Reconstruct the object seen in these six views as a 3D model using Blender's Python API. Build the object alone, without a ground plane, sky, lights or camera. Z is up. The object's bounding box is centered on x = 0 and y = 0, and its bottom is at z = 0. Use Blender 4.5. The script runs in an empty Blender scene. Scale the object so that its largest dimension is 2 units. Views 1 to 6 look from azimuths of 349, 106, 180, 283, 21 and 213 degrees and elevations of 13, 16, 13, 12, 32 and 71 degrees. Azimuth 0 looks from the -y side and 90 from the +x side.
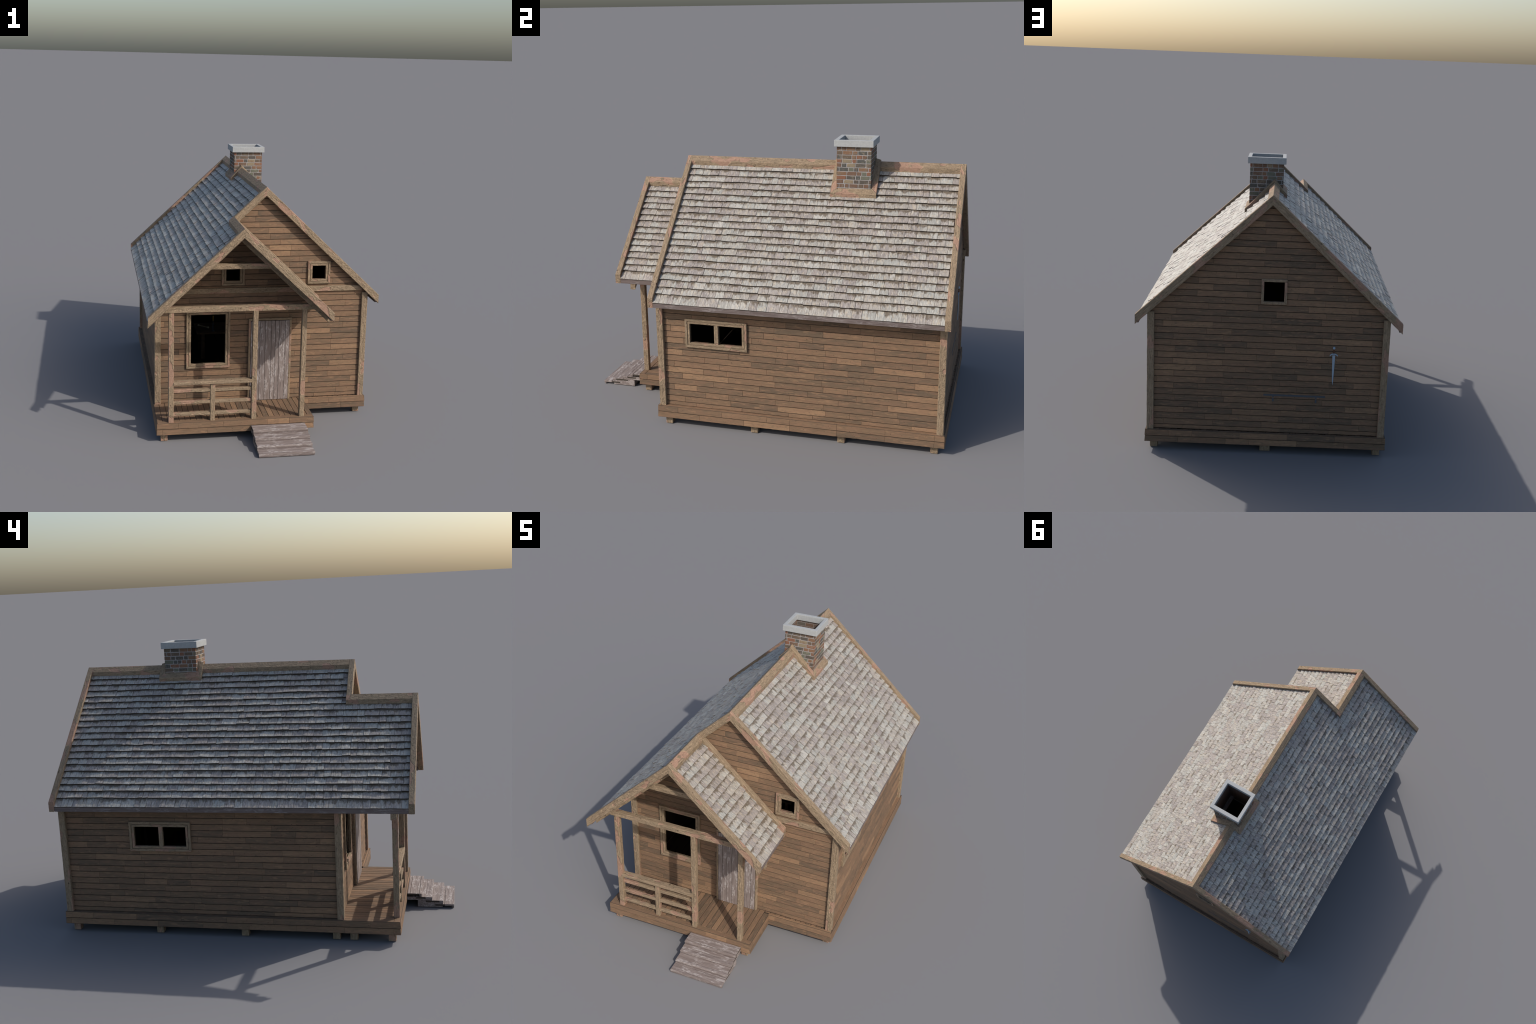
import bpy, math, random
from mathutils import Matrix, Vector, noise

random.seed(7)
scene = bpy.context.scene
K = 0.935                                   # roof pitch: rise per metre of run
Q = math.sqrt(1 + K * K)                    # slope length per metre of run
RIDGE_Z = 1.3245
PORCH_X = -0.1735                           # centre line of the porch roof
PORCH_Z = RIDGE_Z - K * abs(PORCH_X)
EAVE_X = 0.6575
PORCH_EAVE = PORCH_X + (EAVE_X + PORCH_X)   # right eave of the porch roof
FLOOR = 0.107
FRONT, REAR, SIDE = -0.4645, 0.967, 0.582    # faces of the siding

# ------------------------------------------------------------------ materials
def lin(r, g, b):
    f = lambda c: (c / 255 / 12.92) if c <= 10.3 else ((c / 255 + 0.055) / 1.055) ** 2.4
    return (f(r), f(g), f(b), 1)

class Nodes:
    def __init__(self, name):
        self.mat = bpy.data.materials.new(name)
        self.mat.use_nodes = True
        self.t = self.mat.node_tree
        self.bsdf = self.t.nodes['Principled BSDF']
        self.obj = self.t.nodes.new('ShaderNodeTexCoord').outputs['Object']
    def new(self, kind, **kw):
        n = self.t.nodes.new(kind)
        for k, v in kw.items():
            setattr(n, k, v)
        return n
    def put(self, sock, v):
        if hasattr(v, 'is_output'):
            self.t.links.new(v, sock)
        else:
            sock.default_value = v
    def math(self, op, a, b=0.0, c=0.0, clamp=False):
        n = self.new('ShaderNodeMath', operation=op, use_clamp=clamp)
        for i, v in enumerate((a, b, c)):
            self.put(n.inputs[i], v)
        return n.outputs[0]
    def piece(self):
        """one random number per separate piece of wood, brick or slate"""
        a = self.new('ShaderNodeObjectInfo').outputs['Random']
        b = self.new('ShaderNodeNewGeometry').outputs['Random Per Island']
        return self.math('FRACT', self.math('ADD', self.math('MULTIPLY', a, 7.31), self.math('MULTIPLY', b, 3.77)))
    def hash(self, r, k):
        return self.math('FRACT', self.math('MULTIPLY', r, k))
    def vec(self, scale, shift=None):
        m = self.new('ShaderNodeMapping')
        self.put(m.inputs['Vector'], self.obj)
        m.inputs['Scale'].default_value = scale
        if shift is not None:
            c = self.new('ShaderNodeCombineXYZ')
            for i, k in enumerate((91.0, 57.0, 33.0)):
                self.put(c.inputs[i], self.math('MULTIPLY', shift, k))
            self.put(m.inputs['Location'], c.outputs[0])
        return m.outputs[0]
    def noise(self, scale, shift=None, detail=4.0, rough=0.6):
        n = self.new('ShaderNodeTexNoise')
        self.put(n.inputs['Vector'], self.vec(scale, shift))
        n.inputs['Scale'].default_value = 1.0
        n.inputs['Detail'].default_value = detail
        n.inputs['Roughness'].default_value = rough
        return n.outputs['Fac']
    def ramp(self, fac, stops, interp='LINEAR'):
        n = self.new('ShaderNodeValToRGB')
        n.color_ramp.interpolation = interp
        e = n.color_ramp.elements
        while len(e) < len(stops):
            e.new(0.5)
        for el, (p, c) in zip(e, stops):
            el.position = p
            el.color = c if len(c) == 4 else (*c, 1)
        self.put(n.inputs['Fac'], fac)
        return n.outputs['Color']
    def step(self, fac, lo, hi, a=0.0, b=1.0):
        n = self.new('ShaderNodeMapRange', interpolation_type='SMOOTHSTEP')
        self.put(n.inputs['Value'], fac)
        for i, v in zip((1, 2, 3, 4), (lo, hi, a, b)):
            n.inputs[i].default_value = v
        return n.outputs['Result']
    def mix(self, fac, a, b, blend='MIX'):
        n = self.new('ShaderNodeMix', data_type='RGBA', blend_type=blend)
        self.put(n.inputs['Factor'], fac)
        self.put(n.inputs[6], a)
        self.put(n.inputs[7], b)
        return n.outputs[2]
    def finish(self, colour, rough, height=None, dist=0.002, strength=0.6, spec=0.4):
        self.put(self.bsdf.inputs['Base Color'], colour)
        self.put(self.bsdf.inputs['Roughness'], rough)
        self.bsdf.inputs['Specular IOR Level'].default_value = spec
        if height is not None:
            b = self.new('ShaderNodeBump')
            b.inputs['Strength'].default_value = strength
            b.inputs['Distance'].default_value = dist
            self.put(b.inputs['Height'], height)
            self.put(self.bsdf.inputs['Normal'], b.outputs[0])
        return self.mat

def siding_material(name, tint=1.0):
    """brown boards, grain along local X, each board its own tone"""
    n = Nodes(name)
    r = n.piece()
    tone = n.hash(r, 13.7)
    base = n.ramp(tone, [(0.0, lin(92, 78, 64)), (0.22, lin(104, 86, 69)), (0.5, lin(115, 93, 73)),
                         (0.8, lin(121, 97, 76)), (1.0, lin(137, 110, 85))])
    grain = n.noise((10, 190, 190), r, 5, 0.68)
    cloud = n.noise((16, 70, 70), r, 3, 0.5)
    col = n.mix(0.55, base, n.ramp(grain, [(0.25, (0.26, 0.25, 0.24)), (0.5, (0.5, 0.5, 0.5)), (0.72, (0.70, 0.68, 0.65))]), 'OVERLAY')
    col = n.mix(n.step(cloud, 0.42, 0.62, 0, 0.35), col, lin(130, 98, 78))
    col = n.mix(n.step(n.noise((40, 110, 110), r, 3), 0.5, 0.64, 0, 0.4), col, lin(102, 87, 71))
    col = n.mix(n.step(n.noise((20, 90, 90), n.hash(r, 3.3), 2), 0.56, 0.7, 0, 0.4), col, lin(150, 118, 90))
    crack = n.step(n.noise((9, 330, 330), r, 4, 0.7), 0.66, 0.74)
    col = n.mix(n.math('MULTIPLY', crack, 0.6), col, lin(66, 52, 42))
    nail = n.step(n.noise((160, 230, 200), r, 0), 0.78, 0.82)
    col = n.mix(n.math('MULTIPLY', nail, 0.7), col, lin(58, 46, 38))
    h = n.math('SUBTRACT', n.math('ADD', n.math('MULTIPLY', grain, 0.6), cloud), crack)
    return n.finish(col, 0.8, h, 0.0016, 0.5, 0.25)

def trim_material(name):
    """rough sawn pale timber with pinkish bare patches, grain along local X"""
    n = Nodes(name)
    r = n.piece()
    grain = n.noise((22, 260, 260), r, 5, 0.7)
    lump = n.noise((70, 130, 130), r, 5, 0.65)
    base = n.ramp(grain, [(0.25, lin(98, 84, 67)), (0.42, lin(136, 117, 95)), (0.6, lin(158, 137, 112)), (0.8, lin(187, 165, 137))])
    base = n.mix(n.step(n.noise((18, 50, 50), r, 3), 0.48, 0.66, 0, 0.5), base, lin(131, 116, 93))
    pink = n.step(n.noise((11, 22, 22), r, 2, 0.4), 0.57, 0.61)
    col = n.mix(n.math('MULTIPLY', pink, 0.62), base, n.mix(grain, lin(142, 106, 91), lin(174, 134, 116)))
    crack = n.step(n.noise((16, 300, 300), r, 4, 0.7), 0.63, 0.71)
    knot = n.step(n.noise((50, 60, 60), r, 1), 0.72, 0.77)
    dark = n.math('MAXIMUM', n.math('MULTIPLY', crack, 0.65), n.math('MULTIPLY', knot, 0.7))
    col = n.mix(n.step(lump, 0.56, 0.72, 0, 0.5), col, lin(190, 168, 138))
    col = n.mix(n.step(lump, 0.46, 0.32, 0, 0.6), col, lin(98, 82, 66))
    col = n.mix(dark, col, lin(74, 58, 45))
    h = n.math('SUBTRACT', n.math('ADD', n.math('MULTIPLY', lump, n.math('SUBTRACT', 1.7, pink)), n.math('MULTIPLY', grain, 0.5)), n.math('MULTIPLY', crack, 0.7))
    return n.finish(col, 0.75, h, 0.007, 0.75, 0.3)

def shingle_material(name):
    """silvery split shingles, grain along local Y, grime and painted shade under the course above"""
    n = Nodes(name)
    r = n.piece()
    base = n.ramp(n.hash(r, 17.3), [(0.0, lin(138, 131, 126)), (0.3, lin(149, 141, 136)), (0.55, lin(156, 150, 142)),
                                    (0.8, lin(155, 154, 148)), (1.0, lin(169, 165, 158))])
    streak = n.noise((190, 18, 160), r, 5, 0.7)
    col = n.mix(0.85, base, n.ramp(streak, [(0.25, (0.22, 0.21, 0.20)), (0.5, (0.5, 0.5, 0.5)), (0.75, (0.74, 0.73, 0.71))]), 'OVERLAY')
    col = n.mix(n.step(n.noise((90, 40, 60), r, 3), 0.5, 0.66, 0, 0.5), col, lin(184, 169, 146))
    col = n.mix(n.step(n.noise((120, 60, 60), n.hash(r, 5.1), 3), 0.55, 0.68, 0, 0.6), col, lin(128, 117, 108))
    col = n.mix(n.step(n.noise((150, 30, 60), n.hash(r, 9.7), 2), 0.57, 0.7, 0, 0.5), col, lin(202, 196, 186))
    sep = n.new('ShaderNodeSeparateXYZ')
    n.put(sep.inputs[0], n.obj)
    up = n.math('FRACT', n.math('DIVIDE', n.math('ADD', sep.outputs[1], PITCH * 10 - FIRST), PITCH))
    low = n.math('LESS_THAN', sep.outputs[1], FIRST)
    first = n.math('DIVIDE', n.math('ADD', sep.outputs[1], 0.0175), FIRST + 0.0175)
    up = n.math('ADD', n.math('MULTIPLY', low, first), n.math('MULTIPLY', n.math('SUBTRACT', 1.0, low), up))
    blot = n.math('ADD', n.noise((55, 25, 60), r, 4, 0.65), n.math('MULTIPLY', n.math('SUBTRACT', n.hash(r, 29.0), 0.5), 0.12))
    dirt_shade = n.step(n.math('ADD', up, n.math('MULTIPLY', n.math('SUBTRACT', blot, 0.5), 2.0)), 0.6, 1.0, 0, 0.9)  # overlap shadow painted in below each course, blotched with grime
    col = n.mix(dirt_shade, col, n.mix(n.noise((60, 300, 60), r, 2), lin(66, 57, 48), lin(118, 104, 86)))
    moss = n.step(n.noise((7, 7, 7), None, 4), 0.6, 0.75, 0, 0.22)
    col = n.mix(moss, col, lin(150, 132, 122))
    h = n.math('ADD', streak, n.math('MULTIPLY', n.noise((60, 40, 60), r, 3), 1.4))
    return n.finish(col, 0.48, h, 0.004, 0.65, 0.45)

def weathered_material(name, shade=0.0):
    """grey-mauve boards with peeling pale paint, grain along local X"""
    n = Nodes(name)
    r = n.piece()
    grain = n.noise((9, 240, 240), r, 5, 0.7)
    base = n.ramp(grain, [(0.3, lin(84, 72, 68)), (0.5, lin(126, 114, 109)), (0.72, lin(160, 149, 144))])
    base = n.mix(n.step(n.hash(r, 5.3), 0, 1, 0, 0.35), base, lin(126, 112, 104))
    flake = n.math('MULTIPLY', n.step(n.noise((14, 40, 40), r, 3, 0.55), 0.48, 0.62), n.step(n.noise((60, 260, 260), r, 3, 0.6), 0.42, 0.56))
    col = n.mix(n.math('MULTIPLY', flake, 0.7), base, lin(182, 174, 170))
    crack = n.step(n.noise((8, 260, 260), r, 4, 0.7), 0.63, 0.72)
    col = n.mix(n.math('MULTIPLY', crack, 0.7), col, lin(66, 52, 48))
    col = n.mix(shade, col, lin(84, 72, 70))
    h = n.math('SUBTRACT', n.math('ADD', grain, n.math('MULTIPLY', flake, 0.4)), crack)
    return n.finish(col, 0.75, h, 0.002, 0.6, 0.3)

def brick_material(name):
    n = Nodes(name)
    r = n.piece()
    base = n.ramp(n.hash(r, 23.1), [(0.0, lin(128, 84, 64)), (0.13, lin(106, 80, 66)), (0.3, lin(96, 82, 70)), (0.46, lin(76, 72, 68)),
                                    (0.6, lin(98, 102, 90)), (0.73, lin(124, 92, 70)), (0.81, lin(74, 77, 76)), (0.94, lin(138, 124, 102))], 'CONSTANT')
    blot = n.noise((70, 70, 90), r, 4, 0.6)
    col = n.mix(n.step(blot, 0.5, 0.64, 0, 0.6), base, n.ramp(n.hash(r, 41.0), [(0, lin(126, 92, 74)), (0.5, lin(112, 110, 97)), (1, lin(142, 128, 110))]))
    col = n.mix(0.35, col, n.ramp(n.noise((200, 200, 200), r, 3), [(0.3, (0.35, 0.35, 0.35)), (0.7, (0.65, 0.65, 0.65))]), 'OVERLAY')
    col = n.mix(0.22, col, lin(104, 94, 82))
    return n.finish(col, 0.85, blot, 0.003, 0.5, 0.2)

def plain_material(name, colour, rough=0.8, vary=0.3, scale=90, metal=0.0, spec=0.3):
    n = Nodes(name)
    f = n.noise((scale, scale, scale), None, 5, 0.65)
    col = n.mix(vary, colour, n.ramp(f, [(0.3, (0.35, 0.35, 0.35)), (0.7, (0.65, 0.65, 0.65))]), 'OVERLAY')
    n.bsdf.inputs['Metallic'].default_value = metal
    return n.finish(col, rough, f, 0.002, 0.35, spec)

def flue_material(name):
    n = Nodes(name)
    b = n.new('ShaderNodeTexBrick')
    n.put(b.inputs['Vector'], n.obj)
    for k, v in (('Scale', 1.0), ('Mortar Size', 0.0016), ('Brick Width', 0.05), ('Row Height', 0.0213)):
        b.inputs[k].default_value = v
    b.inputs['Color1'].default_value = lin(104, 78, 62)
    b.inputs['Color2'].default_value = lin(88, 82, 74)
    b.inputs['Mortar'].default_value = lin(124, 116, 112)
    return n.finish(b.outputs['Color'], 0.9)

FIRST, PITCH = 0.0365, 0.0413                # eave course, then every other course
M_SIDING = siding_material('brown_siding')
M_TRIM = trim_material('pale_timber')
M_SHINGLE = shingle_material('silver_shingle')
M_ENDGRAIN_SHADE = plain_material('shaded_end_grain', lin(64, 57, 50), 0.9, 0.4, 120)  # shadow line at shingle butts put into the colour; also darkens board sides
M_WEATHERED = weathered_material('weathered_board')
M_EDGE = plain_material('mid_tone_edge', lin(98, 90, 82), 0.9, 0.3, 120)  # mid tone for shingle sides at the joints
M_SEAM = plain_material('dark_seam', lin(72, 59, 48), 0.9, 0.45, 60)  # darker tone along siding seams and chamfers
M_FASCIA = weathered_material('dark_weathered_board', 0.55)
M_BRICK = brick_material('old_brick')
M_MORTAR = plain_material('mortar', lin(150, 145, 142), 0.9, 0.45, 150)
M_CONCRETE = plain_material('concrete', lin(160, 161, 160), 0.85, 0.3, 120)
M_DARK = plain_material('dark_boards', lin(58, 45, 35), 0.9)
M_FLUE = flue_material('flue_brick')
M_IRON = plain_material('dark_iron', lin(74, 78, 84), 0.6, 0.2)
M_STEEL = plain_material('dull_steel', lin(150, 165, 178), 0.55, 0.2, 200)
M_LEATHER = plain_material('grip_leather', lin(92, 62, 44))
M_WAX = plain_material('yellow_wax', lin(196, 160, 70), 0.5, 0.1)
M_BONE = plain_material('pale_bone', lin(200, 190, 160), 0.6)

# ------------------------------------------------------------------ objects
def link(ob, parent):
    scene.collection.objects.link(ob)
    ob.parent = parent
    return ob

def empty(name, parent=None):
    e = bpy.data.objects.new(name, None)
    e.empty_display_size = 0.1
    return link(e, parent)

class Mesh:
    def __init__(self):
        self.v, self.f, self.dark, self.dim = [], [], set(), set()
    def add(self, verts, faces, dark=(), dim=()):
        o = len(self.v)
        self.dark |= {len(self.f) + i for i in dark}
        self.dim |= {len(self.f) + i for i in dim}
        self.v += [tuple(p) for p in verts]
        self.f += [tuple(i + o for i in f) for f in faces]
    def make(self, name, mat, parent, matrix=None, smooth=False):
        me = bpy.data.meshes.new(name)
        me.from_pydata(self.v, [], self.f)
        me.materials.append(mat)
        if self.dark:
            me.materials.append(M_ENDGRAIN_SHADE)
            for i in self.dark:
                me.polygons[i].material_index = 1
        if self.dim:
            me.materials.append(M_SEAM if mat is M_SIDING else M_EDGE)
            for i in self.dim:
                me.polygons[i].material_index = len(me.materials) - 1
        if smooth:
            me.polygons.foreach_set('use_smooth', [True] * len(me.polygons))
        me.validate()
        ob = bpy.data.objects.new(name, me)
        if matrix is not None:
            ob.matrix_world = matrix
        return link(ob, parent)

def frame(origin, u, v):
    """local X along u, Y along v, Z out of the surface"""
    u, v = Vector(u).normalized(), Vector(v).normalized()
    w = u.cross(v)
    m = Matrix.Identity(4)
    for i, a in enumerate((u, v, w)):
        for j in range(3):
            m[j][i] = a[j]
    m.translation = Vector(origin)
    return m

# --- polygons in a panel's own (u, v) plane
def clip(poly, a, b, c):
    """keep the part of a convex polygon where a*u + b*v <= c"""
    out = []
    for i, p in enumerate(poly):
        q = poly[(i + 1) % len(poly)]
        dp, dq = a * p[0] + b * p[1] - c, a * q[0] + b * q[1] - c
        if dp <= 0:
            out.append(p)
        if dp * dq < 0:
            t = dp / (dp - dq)
            out.append((p[0] + t * (q[0] - p[0]), p[1] + t * (q[1] - p[1])))
    return out

def area(p):
    return 0.5 * sum(p[i][0] * p[(i + 1) % len(p)][1] - p[(i + 1) % len(p)][0] * p[i][1] for i in range(len(p))) if len(p) > 2 else 0

def cut(polys, hole):
    u0, u1, v0, v1 = hole
    out = []
    for p in polys:
        if max(q[0] for q in p) <= u0 or min(q[0] for q in p) >= u1 or max(q[1] for q in p) <= v0 or min(q[1] for q in p) >= v1:
            out.append(p)
            continue
        mid = clip(clip(p, 1, 0, u1), -1, 0, -u0)
        for part in (clip(p, 1, 0, u0), clip(p, -1, 0, -u1), clip(mid, 0, 1, v0), clip(mid, 0, -1, -v1)):
            if area(part) > 1e-6:
                out.append(part)
    return out

def rect(u0, u1, v0, v1):
    return [(u0, v0), (u1, v0), (u1, v1), (u0, v1)]

def inset(p, c):
    n, out = len(p), []
    for i in range(n):
        a, b, d = Vector(p[i - 1]), Vector(p[i]), Vector(p[(i + 1) % n])
        e, f = (b - a).normalized(), (d - b).normalized()
        n1, n2 = Vector((-e.y, e.x)), Vector((-f.y, f.x))
        k = n1 + n2
        den = max(0.35, k.dot(n1))
        out.append(tuple(b + k * (c / den)))
    return out

def clean(p):
    q = [a for i, a in enumerate(p) if (Vector(a) - Vector(p[i - 1])).length > 2e-4]
    return q

def prism(mesh, poly, w0, w1, c=0.0008, tilt=0.0, dark=0):
    """a board: polygon pulled out from w0 to w1 with a chamfered face; tilt lifts the lower edge;
    dark = 1 gives it dark sides, 2 darkens the chamfers along the grain too"""
    poly = clean(poly)
    n = len(poly)
    if n < 3 or area(poly) < 2e-6:
        return
    vs = [p[1] for p in poly]
    lo, hi = min(vs), max(vs)
    lift = lambda v: tilt * (hi - v) / max(hi - lo, 1e-6)
    top = inset(poly, c) if area(inset(poly, c)) > 0.3 * area(poly) else poly
    verts = [(u, v, w0) for u, v in poly] + [(u, v, w1 + lift(v) - c) for u, v in poly] + [(u, v, w1 + lift(v)) for u, v in top]
    faces = [tuple(range(n - 1, -1, -1)), tuple(range(2 * n, 3 * n))]
    for i in range(n):
        j = (i + 1) % n
        faces += [(i, j, n + j, n + i), (n + i, n + j, 2 * n + j, 2 * n + i)]
    dark_faces = []
    for i in range(n):
        j = (i + 1) % n
        flat = abs(poly[j][1] - poly[i][1]) < 0.3 * abs(poly[j][0] - poly[i][0])
        if dark == 1 or (dark == 2 and flat):
            dark_faces.append(2 + 2 * i)
        if dark == 2 and flat:
            dark_faces.append(3 + 2 * i)
    mesh.add(verts, faces, dark_faces if dark == 1 else (), dark_faces if dark == 2 else ())

seed_count = [0]
def beam(name, mat, parent, a, b, up, width, height, shear=0.0, rough=0.0009, chamfer=0.002, top_line=False):
    """hewn timber from a to b; 'up' gives local Z, width across, height along up. Grain along local X"""
    a, b = Vector(a), Vector(b)
    x = (b - a).normalized()
    z = (Vector(up) - x * Vector(up).dot(x)).normalized()
    y = z.cross(x)
    m = Matrix.Identity(4)
    for i, ax in enumerate((x, y, z)):
        for j in range(3):
            m[j][i] = ax[j]
    m.translation = a
    L = (b - a).length
    z1 = 0.0 if top_line else height / 2
    z0 = z1 - height
    h, c = width / 2, min(chamfer, width / 4, height / 4)
    ring = [(-h + c, z0), (h - c, z0), (h, z0 + c), (h, z1 - c), (h - c, z1), (-h + c, z1), (-h, z1 - c), (-h, z0 + c)]
    n = max(2, int(L / 0.011))
    seed_count[0] += 1
    off = Vector((seed_count[0] * 3.1, seed_count[0] * 1.7, 0))
    verts, faces = [], []
    for i in range(n + 1):
        s = L * i / n
        for (p, t) in ring:
            q = Vector((s * 28, p * 70, t * 70)) + off
            d = rough * (noise.noise(q) + 0.6 * noise.noise(q * 2.3))
            if i in (0, n):
                d *= 0.3
            k = Vector((p, t)).normalized() * d
            verts.append((s + shear * t, p + k.x, t + k.y))
    for i in range(n):
        for k in range(8):
            l = (k + 1) % 8
            faces.append((i * 8 + k, i * 8 + 8 + k, i * 8 + 8 + l, i * 8 + l))
    faces.append(tuple(range(7, -1, -1))[::-1][::-1])
    faces.append(tuple(n * 8 + k for k in range(8)))
    mesh = Mesh()
    mesh.add(verts, [tuple(reversed(f)) for f in faces[:-2]] + [tuple(range(8)), tuple(n * 8 + k for k in range(7, -1, -1))])
    me_faces = mesh.f
    mesh.f = [tuple(reversed(f)) for f in me_faces]
    return mesh.make(name, mat, parent, m)

def upright(name, mat, parent, x0, x1, y0, y1, z0, z1, **kw):
    return beam(name, mat, parent, ((x0 + x1) / 2, (y0 + y1) / 2, z0), ((x0 + x1) / 2, (y0 + y1) / 2, z1), (0, -1, 0), x1 - x0, y1 - y0, **kw)

def along_x(name, mat, parent, x0, x1, y0, y1, z0, z1, **kw):
    return beam(name, mat, parent, (x0, (y0 + y1) / 2, (z0 + z1) / 2), (x1, (y0 + y1) / 2, (z0 + z1) / 2), (0, 0, 1), y1 - y0, z1 - z0, **kw)

def along_y(name, mat, parent, x0, x1, y0, y1, z0, z1, **kw):
    return beam(name, mat, parent, ((x0 + x1) / 2, y0, (z0 + z1) / 2), ((x0 + x1) / 2, y1, (z0 + z1) / 2), (0, 0, 1), x1 - x0, z1 - z0, **kw)

def block(mesh, x0, x1, y0, y1, z0, z1):
    mesh.add([(x, y, z) for z in (z0, z1) for y in (y0, y1) for x in (x0, x1)],
             [(0, 2, 3, 1), (4, 5, 7, 6), (0, 1, 5, 4), (2, 6, 7, 3), (0, 4, 6, 2), (1, 3, 7, 5)])

class Pieces:
    """collects pieces of one kind; the largest become objects of their own, the rest stay one joined part"""
    def __init__(self, name, mat, rest_name, most):
        self.name, self.mat, self.rest, self.most, self.items = name, mat, rest_name, most, []
    def add(self, size, mesh, matrix, parent):
        if mesh.v:
            self.items.append((size, len(self.items), mesh, matrix, parent))
    def build(self):
        items = sorted(self.items, key=lambda t: (-t[0], t[1]))
        for size, i, mesh, matrix, parent in sorted(items[:self.most], key=lambda t: t[1]):
            mesh.make(self.name, self.mat, parent, matrix).matrix_parent_inverse = parent.matrix_basis.inverted()
        left = {}
        for size, i, mesh, matrix, parent in items[self.most:]:
            key = (id(matrix), parent.name)
            left.setdefault(key, (Mesh(), matrix, parent))[0].add(mesh.v, mesh.f, mesh.dark, mesh.dim)
        for mesh, matrix, parent in left.values():
            ob = mesh.make(self.rest, self.mat, parent, matrix)
            ob.matrix_parent_inverse = parent.matrix_basis.inverted()
            ob['kind'] = 'stuff'

planks = Pieces('siding_board', M_SIDING, 'short_siding_boards', 290)
shingles = Pieces('shingle', M_SHINGLE, 'small_shingles', 300)
bricks = Pieces('brick', M_BRICK, 'cut_bricks', 280)

cabin = empty('wooden_cabin')
cabin['label'] = 'small brown plank cabin with porch, grey shingle roof and brick chimney'
cabin['category'] = 'cabin'

# ------------------------------------------------------------------ walls
ROW0, ROW = 0.129, 0.0322
def siding(parent, mat4, outline, holes, rows, length, seed, flip=False):
    """boards in staggered rows on one wall; outline = convex polygon in wall coordinates"""
    rnd = random.Random(seed)
    umin, umax = min(p[0] for p in outline), max(p[0] for p in outline)
    edges = [(outline[i], outline[(i + 1) % len(outline)]) for i in range(len(outline))]
    for k, (z0, z1) in enumerate(rows):
        u = umin - length * (((0.5 if k % 2 else 0.03) + rnd.choice((0, 0, 0.22, -0.2)) + rnd.uniform(0, 0.06)) % 1.0)
        while u < umax:
            l = length * rnd.choice((1, 1, 1, 1, 1, 1, 1, 1, 0.5))
            a0, b0 = max(u, umin), min(u + l, umax) - 0.0001
            if b0 - a0 > 0.004:               # lower edge slightly ragged
                k_n = max(2, int((b0 - a0) / 0.016))
                low = [(a0 + (b0 - a0) * q / k_n, z0 + 0.0006 + max(0.0, 0.0014 * noise.noise(Vector((u * 31 + q * 0.9, k * 3.7, seed))) + 0.0004)) for q in range(k_n + 1)]
                p = low + [(b0, z1 - 0.0009), (a0, z1 - 0.0009)]
            else:
                p = rect(a0, a0, z0, z1)
            u += l
            if b0 - a0 < 0.004:
                continue
            for a, b in edges:
                nx, ny = b[1] - a[1], a[0] - b[0]
                p = clip(p, nx, ny, nx * a[0] + ny * a[1]) if p else p
            parts = [p] if area(p) > 3e-6 else []
            for h in holes:
                parts = cut(parts, h)
            lift = rnd.uniform(-0.0004, 0.0006)
            for q in parts:
                m = Mesh()
                prism(m, q, -0.0045, lift - 0.0006, 0.0011, 0.0026, dark=2)
                planks.add(abs(area(q)), m, mat4, parent)

def backing(parent, mat4, outline, holes, w0, w1, name, mat):
    m = Mesh()
    parts = [outline]
    for h in holes:
        parts = cut(parts, h)
    for p in parts:
        prism(m, p, w0, w1, 0.0)
    return m.make(name, mat, parent, mat4)

def gable_outline(half):
    under = RIDGE_Z - 0.047
    return [(-half, FLOOR), (half, FLOOR), (half, under - K * half), (0, under), (-half, under - K * half)]

wall_rows = [(FLOOR, ROW0)] + [(ROW0 + ROW * i, ROW0 + ROW * (i + 1)) for i in range(37)]
low_rows = [r for r in wall_rows if r[0] < 0.76]

front_m = frame((0, FRONT, 0), (1, 0, 0), (0, 0, 1))
rear_m = frame((0, REAR, 0), (-1, 0, 0), (0, 0, 1))
right_m = frame((SIDE, 0, 0), (0, 1, 0), (0, 0, 1))
left_m = frame((-SIDE, 0, 0), (0, -1, 0), (0, 0, 1))

WIN = dict(front=[(0.2745, 0.3505, 0.8025, 0.879), (-0.2085, -0.132, 0.8025, 0.879), (-0.3995, -0.2075, 0.331, 0.614)],
           rear=[(-0.0295, 0.0705, 0.7925, 0.8925)],
           right=[(-0.302, -0.0265, 0.465, 0.567)],
           left=[(-0.579, -0.306, 0.465, 0.567)])
DOOR = (-0.0665, 0.1525, FLOOR - 0.01, 0.573)
side_poly = rect(FRONT, REAR, FLOOR, 0.745)
left_poly = rect(-REAR, -FRONT, FLOOR, 0.745)
for name, m4, poly, holes, rows, seed in (
        ('front_wall', front_m, gable_outline(SIDE), WIN['front'] + [DOOR], wall_rows, 11),
        ('rear_wall', rear_m, gable_outline(SIDE), WIN['rear'], wall_rows, 12),
        ('side_wall', right_m, side_poly, WIN['right'], low_rows, 13),
        ('side_wall', left_m, left_poly, WIN['left'], low_rows, 14)):
    wall = backing(cabin, m4, poly, holes, -0.006, -0.0038, name, M_DARK)
    siding(wall, m4, poly, holes, rows, 0.247, seed)

# corner posts (outer faces stand proud of the boards)
for x in (-0.5995, 0.5655):
    for y in (-0.4795, 0.948):
        upright('corner_post', M_TRIM, cabin, x, x + 0.034, y, y + 0.034, FLOOR - 0.001, 0.722)

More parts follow.
